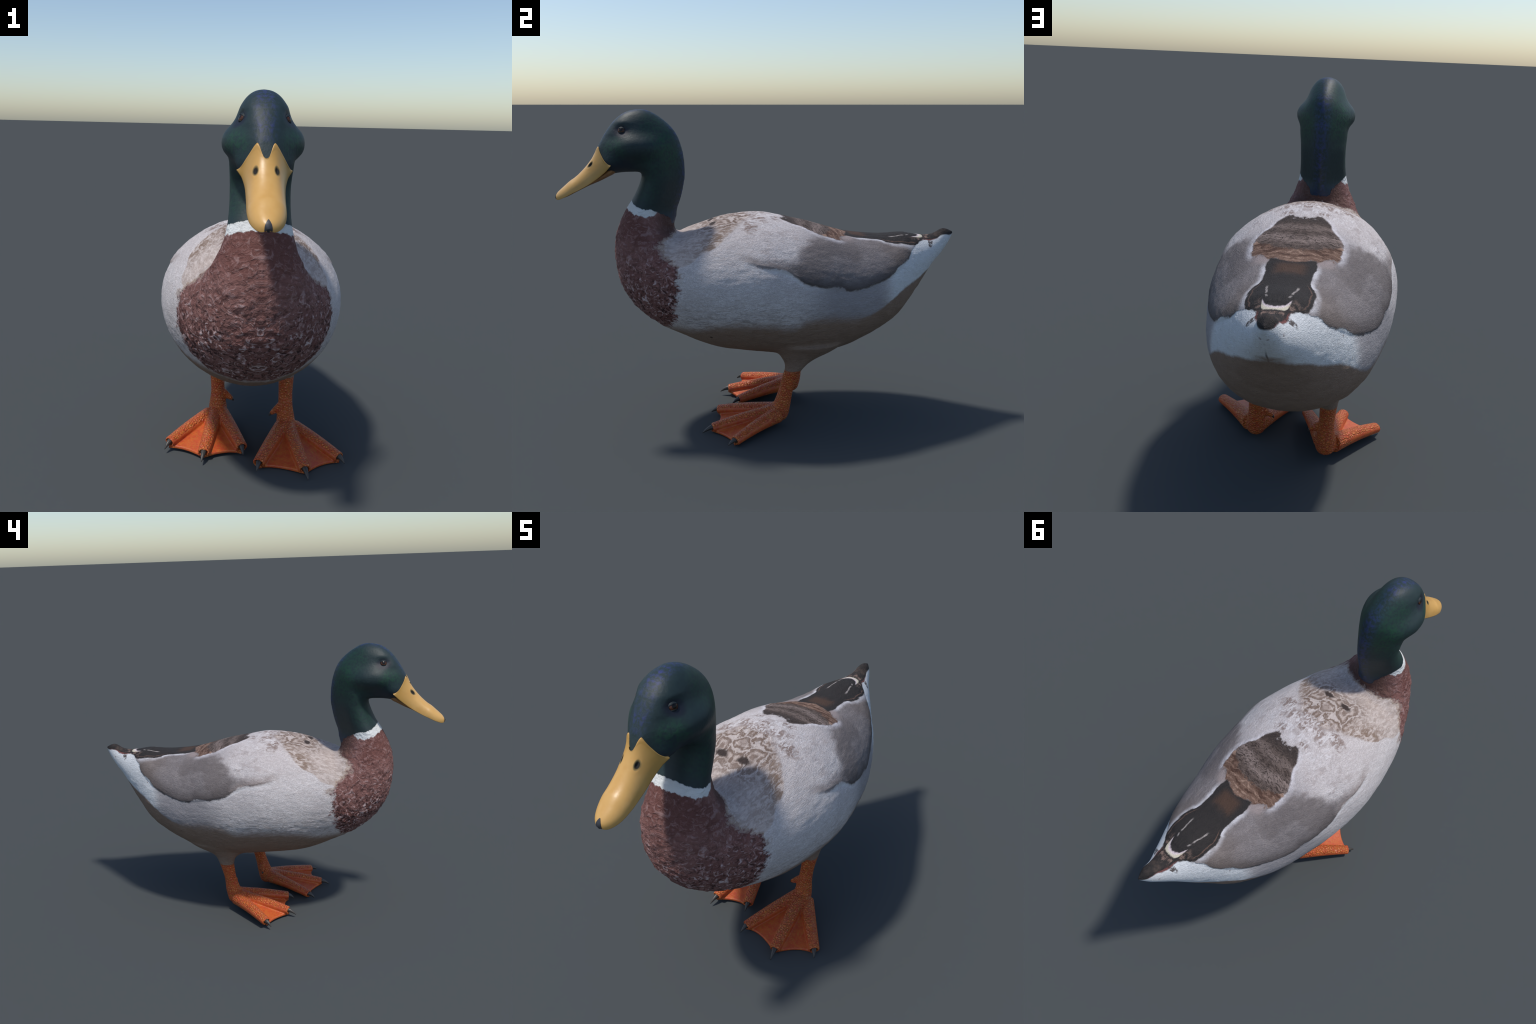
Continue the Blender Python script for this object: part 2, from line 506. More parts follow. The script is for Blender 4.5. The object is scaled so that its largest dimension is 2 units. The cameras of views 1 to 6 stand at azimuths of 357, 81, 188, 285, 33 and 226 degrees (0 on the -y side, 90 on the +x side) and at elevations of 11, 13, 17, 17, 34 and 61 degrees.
def split_skin(me, region_of_face, names):
    """One smooth surface -> named parts whose border vertices and normals coincide."""
    nv = np.empty(len(me.vertices) * 3, np.float32)
    me.vertex_normals.foreach_get("vector", nv)
    nv = nv.reshape(-1, 3)
    P = coords(me)
    polys = [tuple(p.vertices) for p in me.polygons]
    parts = {}
    for r, name in enumerate(names):
        ids = [polys[i] for i in np.nonzero(region_of_face == r)[0]]
        if not ids:
            continue
        used = sorted({v for f in ids for v in f})
        at = {v: i for i, v in enumerate(used)}
        m = bpy.data.meshes.new(name)
        m.from_pydata(P[used].tolist(), [], [tuple(at[v] for v in f) for f in ids])
        m.update()
        m.polygons.foreach_set("use_smooth", [True] * len(m.polygons))
        m.normals_split_custom_set_from_vertices(nv[used].tolist())
        parts[name] = m
    return parts

# ------------------------------------------------------------------ node materials
class Val:
    """A socket with arithmetic, so masks can be written as formulas."""
    def __init__(self, g, s):
        self.g, self.s = g, s

    def _m(self, op, *o, clamp=False):
        n = self.g.nt.nodes.new("ShaderNodeMath")
        n.operation, n.use_clamp = op, clamp
        for i, v in enumerate((self,) + o):
            self.g.put(n.inputs[i], v)
        return Val(self.g, n.outputs[0])

    def __add__(self, o): return self._m("ADD", o)
    def __radd__(self, o): return self._m("ADD", o)
    def __sub__(self, o): return self._m("SUBTRACT", o)
    def __rsub__(self, o): return self._m("MULTIPLY", -1.0)._m("ADD", o)
    def __mul__(self, o): return self._m("MULTIPLY", o)
    def __rmul__(self, o): return self._m("MULTIPLY", o)
    def __truediv__(self, o): return self._m("DIVIDE", o)
    def abs(self): return self._m("ABSOLUTE")
    def pow(self, e): return self._m("POWER", e)
    def sin(self): return self._m("SINE")
    def min(self, o): return self._m("MINIMUM", o)
    def max(self, o): return self._m("MAXIMUM", o)
    def clamp(self): return self._m("ADD", 0.0, clamp=True)
    def inv(self): return 1.0 - self

    def step(self, lo, hi):
        """Smooth 0..1 as the value goes lo -> hi (hi < lo gives the falling step)."""
        n = self.g.nt.nodes.new("ShaderNodeMapRange")
        n.interpolation_type = "SMOOTHSTEP"
        self.g.put(n.inputs[0], self)
        if hi > lo:
            n.inputs[1].default_value, n.inputs[2].default_value = lo, hi
            return Val(self.g, n.outputs[0])
        n.inputs[1].default_value, n.inputs[2].default_value = hi, lo
        n.inputs[3].default_value, n.inputs[4].default_value = 1.0, 0.0
        return Val(self.g, n.outputs[0])

    def bump_at(self, c, r):
        """Soft bell, 1 at c, fading out by c +- r."""
        return (self - c).abs().step(r, 0.0)

    def curve(self, pts):
        """Piecewise curve through a few (in, out) control points."""
        xs, ys = [p[0] for p in pts], [p[1] for p in pts]
        x0, x1, y0, y1 = min(xs), max(xs), min(ys), max(ys)
        r = self.g.nt.nodes.new("ShaderNodeMapRange")
        self.g.put(r.inputs[0], self)
        r.inputs[1].default_value, r.inputs[2].default_value = x0, x1
        n = self.g.nt.nodes.new("ShaderNodeFloatCurve")
        c = n.mapping.curves[0]
        norm = [((x - x0) / (x1 - x0), (y - y0) / (y1 - y0)) for x, y in sorted(pts)]
        c.points[0].location, c.points[1].location = norm[0], norm[-1]
        for p in norm[1:-1]:
            c.points.new(*p)
        for p in c.points:
            p.handle_type = "AUTO_CLAMPED"
        n.mapping.update()
        self.g.nt.links.new(r.outputs[0], n.inputs["Value"])
        return Val(self.g, n.outputs[0]) * (y1 - y0) + y0


class Graph:
    def __init__(self, name):
        self.mat = bpy.data.materials.new(name)
        self.mat.use_nodes = True
        self.nt = self.mat.node_tree
        self.bsdf = self.nt.nodes["Principled BSDF"]
        tc = self.nt.nodes.new("ShaderNodeTexCoord")
        self.co = tc.outputs["Object"]
        sp = self.nt.nodes.new("ShaderNodeSeparateXYZ")
        self.nt.links.new(self.co, sp.inputs[0])
        self.x, self.y, self.z = (Val(self, o) for o in sp.outputs)

    def put(self, inp, v):
        if isinstance(v, Val):
            self.nt.links.new(v.s, inp)
        elif isinstance(v, (int, float)):
            inp.default_value = v
        elif isinstance(v, tuple):
            inp.default_value = (*v, 1.0) if len(inp.default_value) == 4 else v
        else:
            self.nt.links.new(v, inp)

    def vec(self, x, y, z):
        n = self.nt.nodes.new("ShaderNodeCombineXYZ")
        for i, v in enumerate((x, y, z)):
            self.put(n.inputs[i], v)
        return n.outputs[0]

    def noise(self, vec, scale, detail=2.0, rough=0.5, distort=0.0):
        n = self.nt.nodes.new("ShaderNodeTexNoise")
        self.put(n.inputs["Vector"], vec)
        for k, v in (("Scale", scale), ("Detail", detail), ("Roughness", rough), ("Distortion", distort)):
            n.inputs[k].default_value = v
        return Val(self, n.outputs[0])

    def cells(self, vec, scale, feature="F1", jitter=1.0, smooth=False):
        n = self.nt.nodes.new("ShaderNodeTexVoronoi")
        n.feature = feature
        self.put(n.inputs["Vector"], vec)
        n.inputs["Scale"].default_value = scale
        n.inputs["Randomness"].default_value = jitter
        return Val(self, n.outputs["Distance"])

    def mix(self, fac, a, b):
        n = self.nt.nodes.new("ShaderNodeMix")
        n.data_type = "RGBA"
        n.clamp_factor = True
        self.put(n.inputs[0], fac)
        self.put(n.inputs[6], a)
        self.put(n.inputs[7], b)
        return Val(self, n.outputs[2])

    def scale_colour(self, col, k):
        n = self.nt.nodes.new("ShaderNodeVectorMath")
        n.operation = "SCALE"
        self.put(n.inputs[0], col)
        self.put(n.inputs["Scale"], k)
        return Val(self, n.outputs[0])

    def bump(self, height, distance, strength=1.0, normal=None):
        n = self.nt.nodes.new("ShaderNodeBump")
        self.put(n.inputs["Height"], height)
        n.inputs["Distance"].default_value = distance
        n.inputs["Strength"].default_value = strength
        if normal is not None:
            self.nt.links.new(normal, n.inputs["Normal"])
        return n.outputs[0]

    def finish(self, colour, rough=0.6, normal=None, spec=0.5, **more):
        self.put(self.bsdf.inputs["Base Color"], colour)
        self.put(self.bsdf.inputs["Roughness"], rough)
        self.put(self.bsdf.inputs["Specular IOR Level"], spec)
        for k, v in more.items():
            self.put(self.bsdf.inputs[k], v)
        if normal is not None:
            self.nt.links.new(normal, self.bsdf.inputs["Normal"])
        return self.mat


def plumage_material():
    g = Graph("plumage")
    X = (g.x - MID).abs()
    Y, Z = g.y, g.z
    P = g.vec(X, Y, Z)

    # --- shared grains
    big = g.noise(P, 7, 3)
    mid = g.noise(P, 26, 3, 0.55)
    fine = g.noise(g.vec(X, Y * 0.7, Z), 120, 3, 0.6)
    # barbs: streaks that run back along the body
    streak = g.noise(g.vec(X * 1.0, Y * 0.35, Z * 1.0), 95, 3, 0.6, 0.6)
    ragged = (g.noise(g.vec(X, Y, Z), 55, 4, 0.62) - 0.5)
    # fine wavy cross bars of a drake's flank and back
    verm = g.noise(g.vec(X * 1.0, Y * 0.55, Z * 1.35), 125, 2, 0.5, 2.2)
    crease = g.noise(g.vec(X * 0.8, Y * 0.30, Z * 1.3), 62, 3, 0.6, 1.2)
    rag2 = g.noise(g.vec(X, Y * 0.6, Z), 24, 4, 0.65) - 0.5

    Yr = Y + ragged * 0.030
    Zr = Z + ragged * 0.018
    Xr = X + ragged * 0.012

    # --- white and pale grey of flank and back
    white, pale = (0.645, 0.600, 0.593), (0.51, 0.460, 0.455)
    col = g.mix(big.step(0.42, 0.62) * 0.35, white, pale)
    # the back and the wing coverts are a shade warmer than the flank
    col = g.mix(Z.step(0.86, 1.0) * 0.55, col, (0.57, 0.510, 0.500))
    col = g.mix(verm.step(0.48, 0.56) * 0.44, col, (0.36, 0.303, 0.292))
    col = g.mix(rag2.step(0.0, 0.16) * 0.22, col, (0.42, 0.36, 0.345))
    # rows of darker creases along the lower flank
    col = g.mix(crease.step(0.47, 0.62) * Z.step(0.74, 0.60) * Y.step(-0.46, -0.40) * 0.55, col, (0.26, 0.225, 0.21))

    # --- rear flank tinted grey for the shadow cast below the wing
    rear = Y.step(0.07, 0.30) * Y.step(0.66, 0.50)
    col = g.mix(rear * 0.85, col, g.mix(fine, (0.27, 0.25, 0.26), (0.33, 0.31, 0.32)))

    # --- brown area over belly and vent, soft-edged in front and sharper behind
    zb = Y.curve([(-0.58, 0.44), (-0.50, 0.500), (-0.45, 0.528), (-0.36, 0.535), (-0.28, 0.562), (-0.16, 0.578), (-0.02, 0.574), (0.08, 0.560),
                  (0.155, 0.588), (0.26, 0.592), (0.39, 0.578), (0.46, 0.582), (0.53, 0.606), (0.60, 0.647), (0.69, 0.698), (0.76, 0.720),
                  (0.82, 0.748), (0.86, 0.762), (0.90, 0.792), (1.0, 0.83)])
    soft = (g.noise(g.vec(X, Y * 0.30, Z), 42, 4, 0.6) - 0.5)
    d_belly = Z + soft * 0.045 - zb
    belly = g.mix(Y.step(0.36, 0.50), d_belly.step(0.042, -0.036), (Z + ragged * 0.012 - zb).step(0.008, -0.008))
    belly_col = g.mix(mid, (0.215, 0.145, 0.105), (0.305, 0.218, 0.165))
    belly_col = g.mix(fine.step(0.62, 0.75) * 0.5, belly_col, (0.35, 0.27, 0.21))
    # sparse dark specks on the belly
    specks = g.cells(P, 8.0).step(0.090, 0.060)
    belly_col = g.mix(specks * 0.8 * Y.step(0.20, 0.05), belly_col, (0.055, 0.028, 0.020))

    # --- folded wing: coverts in front, grey secondaries behind, shading painted along the lower edge
    zw = Y.curve([(-0.26, 0.892), (-0.205, 0.886), (-0.14, 0.874), (-0.076, 0.857), (0.0, 0.844), (0.04, 0.836), (0.09, 0.809), (0.12, 0.788),
                  (0.14, 0.774), (0.20, 0.756), (0.246, 0.746), (0.29, 0.749), (0.32, 0.743), (0.374, 0.717), (0.43, 0.719), (0.49, 0.731),
                  (0.547, 0.744), (0.606, 0.768), (0.64, 0.797), (0.70, 0.824), (0.733, 0.862), (0.77, 0.892)])
    d_wing = Z + ragged * 0.016 + rag2 * 0.035 - zw
    on_wing = d_wing.step(-0.003, 0.007) * Y.step(-0.20, -0.14) * Y.step(0.790, 0.766)
    yg = Z.curve([(0.70, 0.10), (0.80, 0.075), (0.85, 0.050), (0.893, 0.070), (0.92, 0.110), (0.935, 0.185), (0.955, 0.255), (0.98, 0.31), (1.06, 0.36)])
    sec = (Y + (big - 0.5) * 0.30 + rag2 * 0.20 + ragged * 0.06 - yg).step(-0.090, 0.080)
    sec_col = g.mix(mid, (0.205, 0.180, 0.178), (0.275, 0.245, 0.243))
    sec_col = g.mix(rag2.step(-0.02, 0.14) * 0.4, sec_col, (0.31, 0.275, 0.27))
    sec_col = g.mix(verm.step(0.47, 0.57) * 0.60, sec_col, (0.16, 0.138, 0.138))
    sec_col = g.mix(big.step(0.40, 0.60) * 0.60, sec_col, (0.150, 0.126, 0.121))
    plume = (d_wing * 60.0 + big * 9.0 + Y * 6.0).sin()
    sec_col = g.mix(plume.step(0.2, 1.0) * rag2.step(-0.12, 0.10) * 0.35, sec_col, (0.31, 0.275, 0.268))
    edge_dark = d_wing.step(0.085, 0.004)
    sec_col = g.mix((edge_dark + rag2 * 0.5).clamp() * 0.80, sec_col, (0.085, 0.070, 0.068))
    sec_col = g.mix(Y.step(0.50, 0.72) * 0.5, sec_col, (0.19, 0.150, 0.128))
    fold = (d_wing + rag2 * 0.06).step(0.060, 0.0) * Y.step(-0.22, -0.04)  # brownish shadow line drawn forward above the wing's lower edge
    covert = g.mix(rag2.step(0.02, 0.12) * Y.step(-0.20, 0.02) * 0.40, col, (0.36, 0.30, 0.285))
    covert = g.mix(fold * 0.80, covert, (0.22, 0.165, 0.145))
    wing_col = g.mix(sec, covert, sec_col)
    col = g.mix(on_wing, col, wing_col)
    # a bright lip of flank feathers right under the wing
    lip = (d_wing.bump_at(-0.012, 0.014)) * Y.step(-0.2, 0.0) * Y.step(0.30, 0.10)
    col = g.mix(lip * 0.5, col, (0.70, 0.68, 0.68))

    # --- white tail sides and rump
    rump_white = Y.step(0.545, 0.635) * on_wing.inv()
    wcol = g.mix(streak.step(0.5, 0.75) * 0.4, (0.66, 0.67, 0.68), (0.46, 0.44, 0.44))
    wcol = g.mix(g.cells(P, 16.0).step(0.10, 0.06) * 0.55, wcol, (0.20, 0.14, 0.13))
    col = g.mix(rump_white, col, wcol)
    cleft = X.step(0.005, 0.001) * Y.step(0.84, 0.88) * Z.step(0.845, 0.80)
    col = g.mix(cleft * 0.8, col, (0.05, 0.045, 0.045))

    # --- brown belly laid over
    col = g.mix(belly, col, belly_col)

    # --- tan shoulders with mottled back between them
    yt = Z.curve([(0.80, -0.47), (0.841, -0.452), (0.855, -0.41), (0.874, -0.37), (0.903, -0.335), (0.92, -0.29), (0.945, -0.245),
                  (0.979, -0.207), (1.006, -0.165), (1.025, -0.135), (1.04, -0.105), (1.056, -0.075), (1.08, -0.06)])
    d_tan = Y + ragged * 0.020 + rag2 * 0.055 * Z.step(0.93, 1.0) - yt
    tan = g.mix(Z.step(0.95, 1.02), d_tan.step(0.006, -0.006), d_tan.step(0.020, -0.020)) * Z.step(0.832, 0.845)
    hair = g.noise(g.vec(X * 1.2, Y * 0.5, Z), 60, 4, 0.62, 0.8)
    tan_col = g.mix(hair.step(0.36, 0.66), (0.41, 0.335, 0.30), (0.57, 0.49, 0.455))
    brownish = d_tan.step(-0.14, -0.02) * Z.step(0.88, 0.95)
    tan_col = g.mix(brownish * hair.step(0.66, 0.38), tan_col, (0.235, 0.165, 0.125))
    # ringed, scaly feathers across the saddle
    warp = g.noise(P, 20, 2)
    sv = g.vec(X + warp * 0.05 + rag2 * 0.06, Y * 0.8 + rag2 * 0.08, 0.0)
    cell = g.cells(sv, 10.5)
    edge = g.cells(sv, 10.5, "DISTANCE_TO_EDGE")
    curl = g.noise(g.vec(X + ragged * 0.015, Y * 0.75 + ragged * 0.015, Z * 0.3), 27, 4, 0.62, 0.9)
    saddle = (X + rag2 * 0.10).step(0.19, 0.11) * (Y + rag2 * 0.08).step(-0.40, -0.28)
    e2 = edge + rag2 * 0.16
    ring_col = g.mix((e2 + hair * 0.08).step(0.060, 0.105), (0.55, 0.475, 0.445), (0.185, 0.128, 0.100))
    ring_col = g.mix(e2.step(0.13, 0.22), ring_col, (0.50, 0.415, 0.375))
    ring_col = g.mix(e2.step(0.24, 0.32) * e2.step(0.46, 0.36) * 0.9, ring_col, (0.20, 0.140, 0.112))
    ring_col = g.mix(curl.step(0.50, 0.62) * 0.45, ring_col, (0.165, 0.112, 0.088))
    ring_col = g.mix(curl.step(0.44, 0.34) * 0.65, ring_col, (0.64, 0.57, 0.54))
    ring_col = g.mix(hair.step(0.58, 0.72) * 0.35, ring_col, (0.60, 0.52, 0.49))
    rings = curl.step(0.35, 0.6)
    tan_col = g.mix(saddle * 0.85, tan_col, ring_col)
    col = g.mix(tan, col, tan_col)
    # dark tips of two saddle feathers and the brown blotches behind them
    blot = g.vec(X, Y, 0.0)
    def spot(cx, cy, rx, ry, k=0.35, wob=1.0):
        return (((X + rag2 * (0.14 * wob) - cx) / rx).pow(2.0) + ((Y + rag2 * (0.12 * wob) - cy) / ry).pow(2.0)).step(1.0, k) * Z.step(0.93, 0.96)
    col = g.mix(spot(0.058, -0.262, 0.038, 0.025, 0.15, 0.5), col, (0.055, 0.040, 0.036))
    for cx, cy, rx, ry in ((0.088, -0.040, 0.062, 0.044), (0.0, -0.028, 0.056, 0.044), (0.066, 0.042, 0.040, 0.036), (0.165, -0.095, 0.065, 0.045), (0.03, -0.075, 0.07, 0.03)):
        col = g.mix(spot(cx, cy, rx, ry, 0.0) * curl.step(0.40, 0.56) * 1.0, col, g.mix(fine, (0.19, 0.135, 0.115), (0.33, 0.255, 0.23)))
    fringe = hair.step(0.50, 0.62) * Y.step(-0.16, -0.08) * Y.step(0.13, 0.05) * X.step(0.26, 0.14) * Z.step(0.93, 0.97)
    col = g.mix(fringe * 0.75, col, (0.70, 0.66, 0.66))

    # --- dark saddle patch, rusty band, black rump
    fx = Y.curve([(0.05, 0.070), (0.085, 0.086), (0.12, 0.104), (0.165, 0.122), (0.20, 0.148), (0.25, 0.168), (0.285, 0.171), (0.33, 0.165),
                  (0.375, 0.152), (0.42, 0.130)])
    above = Z.step(0.80, 0.84)
    back_y = (Yr + rag2 * 0.12 - 0.088).step(-0.008, 0.012)
    y_rust = X.curve([(0.0, 0.342), (0.04, 0.334), (0.08, 0.318), (0.12, 0.297), (0.18, 0.255)])
    y_end = X.curve([(0.0, 0.420), (0.05, 0.404), (0.09, 0.386), (0.16, 0.350)])
    d_side = X + ragged * 0.008 - fx
    patch = (d_side + rag2 * 0.030 + ragged * 0.010).step(0.005, -0.006) * back_y * (Y + ragged * 0.018 + rag2 * 0.08 - y_end).step(0.006, -0.006) * above
    d_rim = d_side + rag2 * 0.030
    rim = d_rim.step(-0.004, 0.005) * d_rim.step(0.034, 0.002) * (rag2 * 3.0 + 0.75).clamp() * Y.step(0.06, 0.12) * Y.step(0.40, 0.33) * above
    col = g.mix(rim * 0.75, col, (0.74, 0.70, 0.73))
    bars = g.noise(g.vec(X * 0.45 + rag2 * 0.03, Y * 1.4 + rag2 * 0.05, 0.0), 100, 3, 0.6, 1.2)
    dark_col = g.mix(bars.step(0.38, 0.62), (0.048, 0.034, 0.029), (0.140, 0.103, 0.088))
    row = ((Y + X * 0.25 + rag2 * 0.06).bump_at(0.270, 0.050) + (Y + X * 0.25 + rag2 * 0.06).bump_at(0.185, 0.030) * 0.6) * 2.0 - 1.0
    dark_col = g.mix(row.step(-1.0, 1.0) * bars.step(0.34, 0.60) * 0.90, dark_col, (0.265, 0.203, 0.180))
    dark_col = g.mix(Y.step(0.16, 0.11) * 0.65, dark_col, (0.042, 0.032, 0.029))
    rust_s = g.noise(g.vec(X * 0.26, Y * 1.0 + rag2 * 0.05, 0.0), 52, 3, 0.6, 0.9)
    rust = g.mix(rust_s.step(0.36, 0.66), (0.125, 0.070, 0.049), (0.240, 0.148, 0.110))
    rust = g.mix(rust_s.step(0.52, 0.62) * 0.8, rust, (0.38, 0.255, 0.190))
    rust = g.mix(rust_s.step(0.46, 0.36) * 0.85, rust, (0.080, 0.042, 0.030))
    dark_col = g.mix((Y + ragged * 0.022 + rag2 * 0.09 - y_rust).step(-0.006, 0.006), dark_col, rust)
    # pinkish grey skirt under the ends of the rusty band
    skirt = (Y - y_end).step(-0.01, 0.010) * (Y - y_end).step(0.075, 0.02) * X.step(0.075, 0.10) * X.step(0.165, 0.135) * above
    col = g.mix(skirt * 0.65, col, (0.40, 0.325, 0.31))
    col = g.mix(patch, col, dark_col)
    f2 = Y.curve([(0.36, 0.078), (0.40, 0.083), (0.45, 0.089), (0.50, 0.084), (0.54, 0.081), (0.595, 0.094), (0.66, 0.109), (0.72, 0.108), (0.76, 0.100),
                  (0.79, 0.074), (0.82, 0.056), (0.85, 0.050), (0.88, 0.046), (0.93, 0.040), (1.0, 0.030)])
    d_rump = X + ragged * 0.010 + rag2 * 0.024 - f2
    high = (Z - Y.curve([(0.3, 0.85), (0.74, 0.86), (0.80, 0.880), (0.85, 0.893), (0.90, 0.903), (0.95, 0.921), (0.975, 0.917), (1.0, 0.922)])).step(-0.004, 0.004)
    rump = d_rump.step(0.003, -0.003) * (Y + ragged * 0.01 - y_end).step(-0.004, 0.006) * high
    halo = d_rump.step(-0.003, 0.003) * d_rump.step(0.030, 0.002) * (rag2 * 3.0 + 0.80).clamp() * Y.step(0.40, 0.47) * Y.step(0.78, 0.72) * above
    col = g.mix(halo * 0.80, col, (0.72, 0.70, 0.73))
    black = g.mix(streak, (0.022, 0.020, 0.020), (0.040, 0.034, 0.032))
    black = g.mix((X.step(0.075, 0.03) * Y.step(0.41, 0.45) * (Y + (mid - 0.5) * 0.06).step(0.535, 0.49)) * 0.8, black, (0.085, 0.048, 0.033))
    black = g.mix((d_rump + (mid - 0.5) * 0.006).bump_at(-0.013, 0.0035) * Y.step(0.57, 0.61) * Y.step(0.79, 0.75) * 0.7, black, (0.17, 0.10, 0.075))
    # white tail-covert chevron and its two thin streaks
    chev_top = X.curve([(0.0, 0.802), (0.015, 0.800), (0.030, 0.787), (0.040, 0.770), (0.047, 0.752)])
    chev_low = X.curve([(0.0, 0.824), (0.030, 0.822), (0.038, 0.812), (0.047, 0.772)])
    chev = (Y + rag2 * 0.040 - chev_top).step(-0.005, 0.007) * (Y + rag2 * 0.030 + ragged * 0.015 - chev_low).step(0.006, -0.004) * X.step(0.049, 0.043)
    black = g.mix(chev, black, g.mix((Y - chev_top).step(0.004, 0.022), (0.72, 0.60, 0.62), (0.62, 0.56, 0.44)))
    ray = (X + (mid - 0.5) * 0.016 - Y.curve([(0.61, 0.058), (0.745, 0.036)])).abs().step(0.0055, 0.0020) * Y.step(0.625, 0.65) * Y.step(0.748, 0.735)
    black = g.mix(ray * mid.step(0.34, 0.48) * 0.8, black, (0.36, 0.32, 0.30))
    scruff = rag2.step(0.03, 0.15) * Y.step(0.72, 0.80) * Y.step(0.90, 0.84)
    black = g.mix(scruff * 0.8, black, (0.30, 0.20, 0.16))
    red = d_rump.bump_at(-0.004, 0.006) * Y.step(0.80, 0.86)
    black = g.mix(red * 0.7, black, (0.26, 0.09, 0.08))
    sheen = spot(0.0, 0.965, 0.02, 0.03, 0.0)
    black = g.mix(Y.step(0.84, 0.9) * mid.step(0.4, 0.7) * 0.5, black, (0.120, 0.084, 0.068))
    col = g.mix(rump, col, black)
    # small dark tuft on each side of the tail root
    tuft = ((((X + rag2 * 0.02) - 0.058) / 0.026).pow(2.0) + ((Y + rag2 * 0.02 - 0.852 + (X - 0.07) * 0.3) / 0.015).pow(2.0)).step(1.0, 0.5) * Z.step(0.85, 0.86)
    col = g.mix(tuft * ragged.step(-0.10, 0.02) * 0.9, col, (0.055, 0.035, 0.030))

    # --- chestnut breast
    yb = Z.curve([(0.40, -0.50), (0.534, -0.474), (0.585, -0.458), (0.647, -0.450), (0.706, -0.448), (0.755, -0.443), (0.796, -0.442), (0.815, -0.437),
                  (0.839, -0.452), (0.862, -0.484), (0.885, -0.506), (0.918, -0.530), (0.945, -0.520), (0.964, -0.478), (0.985, -0.430), (1.02, -0.405), (1.12, -0.36)])
    d_ch = Y + ragged * 0.060 + (streak - 0.5) * 0.060 + rag2 * 0.120 - yb
    zbl = (Z + soft * 0.05 + ragged * 0.02 - Y.curve([(-0.70, 0.42), (-0.60, 0.465), (-0.55, 0.487), (-0.50, 0.507), (-0.44, 0.528)])).step(-0.012, 0.016)
    breast = d_ch.step(0.014, -0.014) * zbl
    tanrim = d_ch.bump_at(0.010, 0.022) * Z.step(0.78, 0.82)
    col = g.mix(tanrim * 0.45, col, (0.27, 0.165, 0.085))
    # feather flecks: small overlapping crescents, coarser and paler towards the lower breast
    fv = g.vec(X * 0.9, Y * 0.9, Z * 1.05)
    fl = g.noise(fv, 38, 4, 0.62, 1.5)
    fl2 = g.noise(g.vec(X * 1.0, Y, Z * 1.2), 27, 3, 0.58, 1.8)
    low = Z.step(0.97, 0.66)
    chest = g.mix(big.step(0.38, 0.62), (0.150, 0.064, 0.055), (0.210, 0.102, 0.090))
    chest = g.mix(fl2.step(0.50, 0.38) * (low * 0.80 + 0.12), chest, (0.034, 0.015, 0.015))
    chest = g.mix(fl.step(0.48, 0.60) * (low * 0.55 + 0.42), chest, (0.315, 0.185, 0.172))
    chest = g.mix(fl.step(0.57, 0.66) * (low * 0.75 + 0.12), chest, (0.53, 0.43, 0.43))
    chest = g.mix(Y.step(-0.56, -0.48) * Z.step(0.93, 0.99) * 0.75, chest, g.mix(hair, (0.035, 0.019, 0.016), (0.105, 0.058, 0.042)))
    col = g.mix(breast, col, chest)

    # --- white collar, open at the back
    zl = Y.curve([(-0.75, 1.115), (-0.67, 1.094), (-0.655, 1.086), (-0.625, 1.075), (-0.60, 1.068), (-0.579, 1.061), (-0.555, 1.064), (-0.535, 1.074), (-0.51, 1.090), (-0.44, 1.12)])
    zu = Y.curve([(-0.75, 1.140), (-0.65, 1.132), (-0.634, 1.121), (-0.601, 1.103), (-0.572, 1.099), (-0.544, 1.091), (-0.521, 1.079), (-0.486, 1.061),
                  (-0.465, 1.045), (-0.452, 1.018), (-0.440, 1.020), (-0.425, 1.055), (-0.40, 1.080)])
    jag = g.noise(g.vec(X * 1.6, Y * 1.6, Z * 0.6), 34, 3, 0.6) - 0.5
    ring = (Z + jag * 0.030 - zl).step(-0.003, 0.004) * Y.step(-0.505, -0.545)
    col = g.mix(ring, col, (0.70, 0.71, 0.70))
    hood = (Z + jag * 0.022 - zu).step(-0.0025, 0.0025)

    # --- glossy green and blue hood
    grain = g.noise(P, 75, 4, 0.6)
    head = g.mix(grain, (0.009, 0.021, 0.023), (0.021, 0.040, 0.042))
    def glow(cx, cy, cz, r, rz=None):
        return (((X - cx) / r).pow(2.0) + ((Y - cy) / r).pow(2.0) + ((Z - cz) / (rz or r)).pow(2.0)).step(1.0, 0.0)
    green = (glow(0.11, -0.725, 1.375, 0.085) + glow(0.09, -0.50, 1.49, 0.12) * 0.7 + glow(0.11, -0.48, 1.33, 0.13) * 0.5 + glow(0.09, -0.42, 1.38, 0.12) * 0.6 + glow(0.09, -0.58, 1.20, 0.09) * 0.5).clamp()
    head = g.mix(green * grain.step(0.30, 0.66) * 0.80, head, (0.013, 0.066, 0.031))
    blue = X.step(0.052, 0.006) * ((Z.step(1.36, 1.46)) + Y.step(-0.50, -0.44)).clamp()
    head = g.mix(blue * grain.step(0.40, 0.66) * (big.step(0.40, 0.60) * 0.6 + 0.4), head, (0.026, 0.036, 0.135))
    head = g.mix(glow(0.06, -0.70, 1.30, 0.11) * 0.6, head, (0.010, 0.016, 0.034))
    head = g.mix(Z.step(1.09, 1.03) * 0.6, head, (0.008, 0.020, 0.055))
    head = g.mix((((Y + 0.676) / 0.048).pow(2.0) + ((Z - 1.460) / 0.034).pow(2.0)).step(1.0, 0.2) * X.step(0.045, 0.06) * 0.95, head, (0.007, 0.010, 0.020))
    col = g.mix(hood, col, head)

    # --- relief of the barbs and flecks
    feathered = (hood.inv())
    h = verm * 0.85 + streak * 0.45
    chest_h = fl * 1.6 + fl2 * 1.0
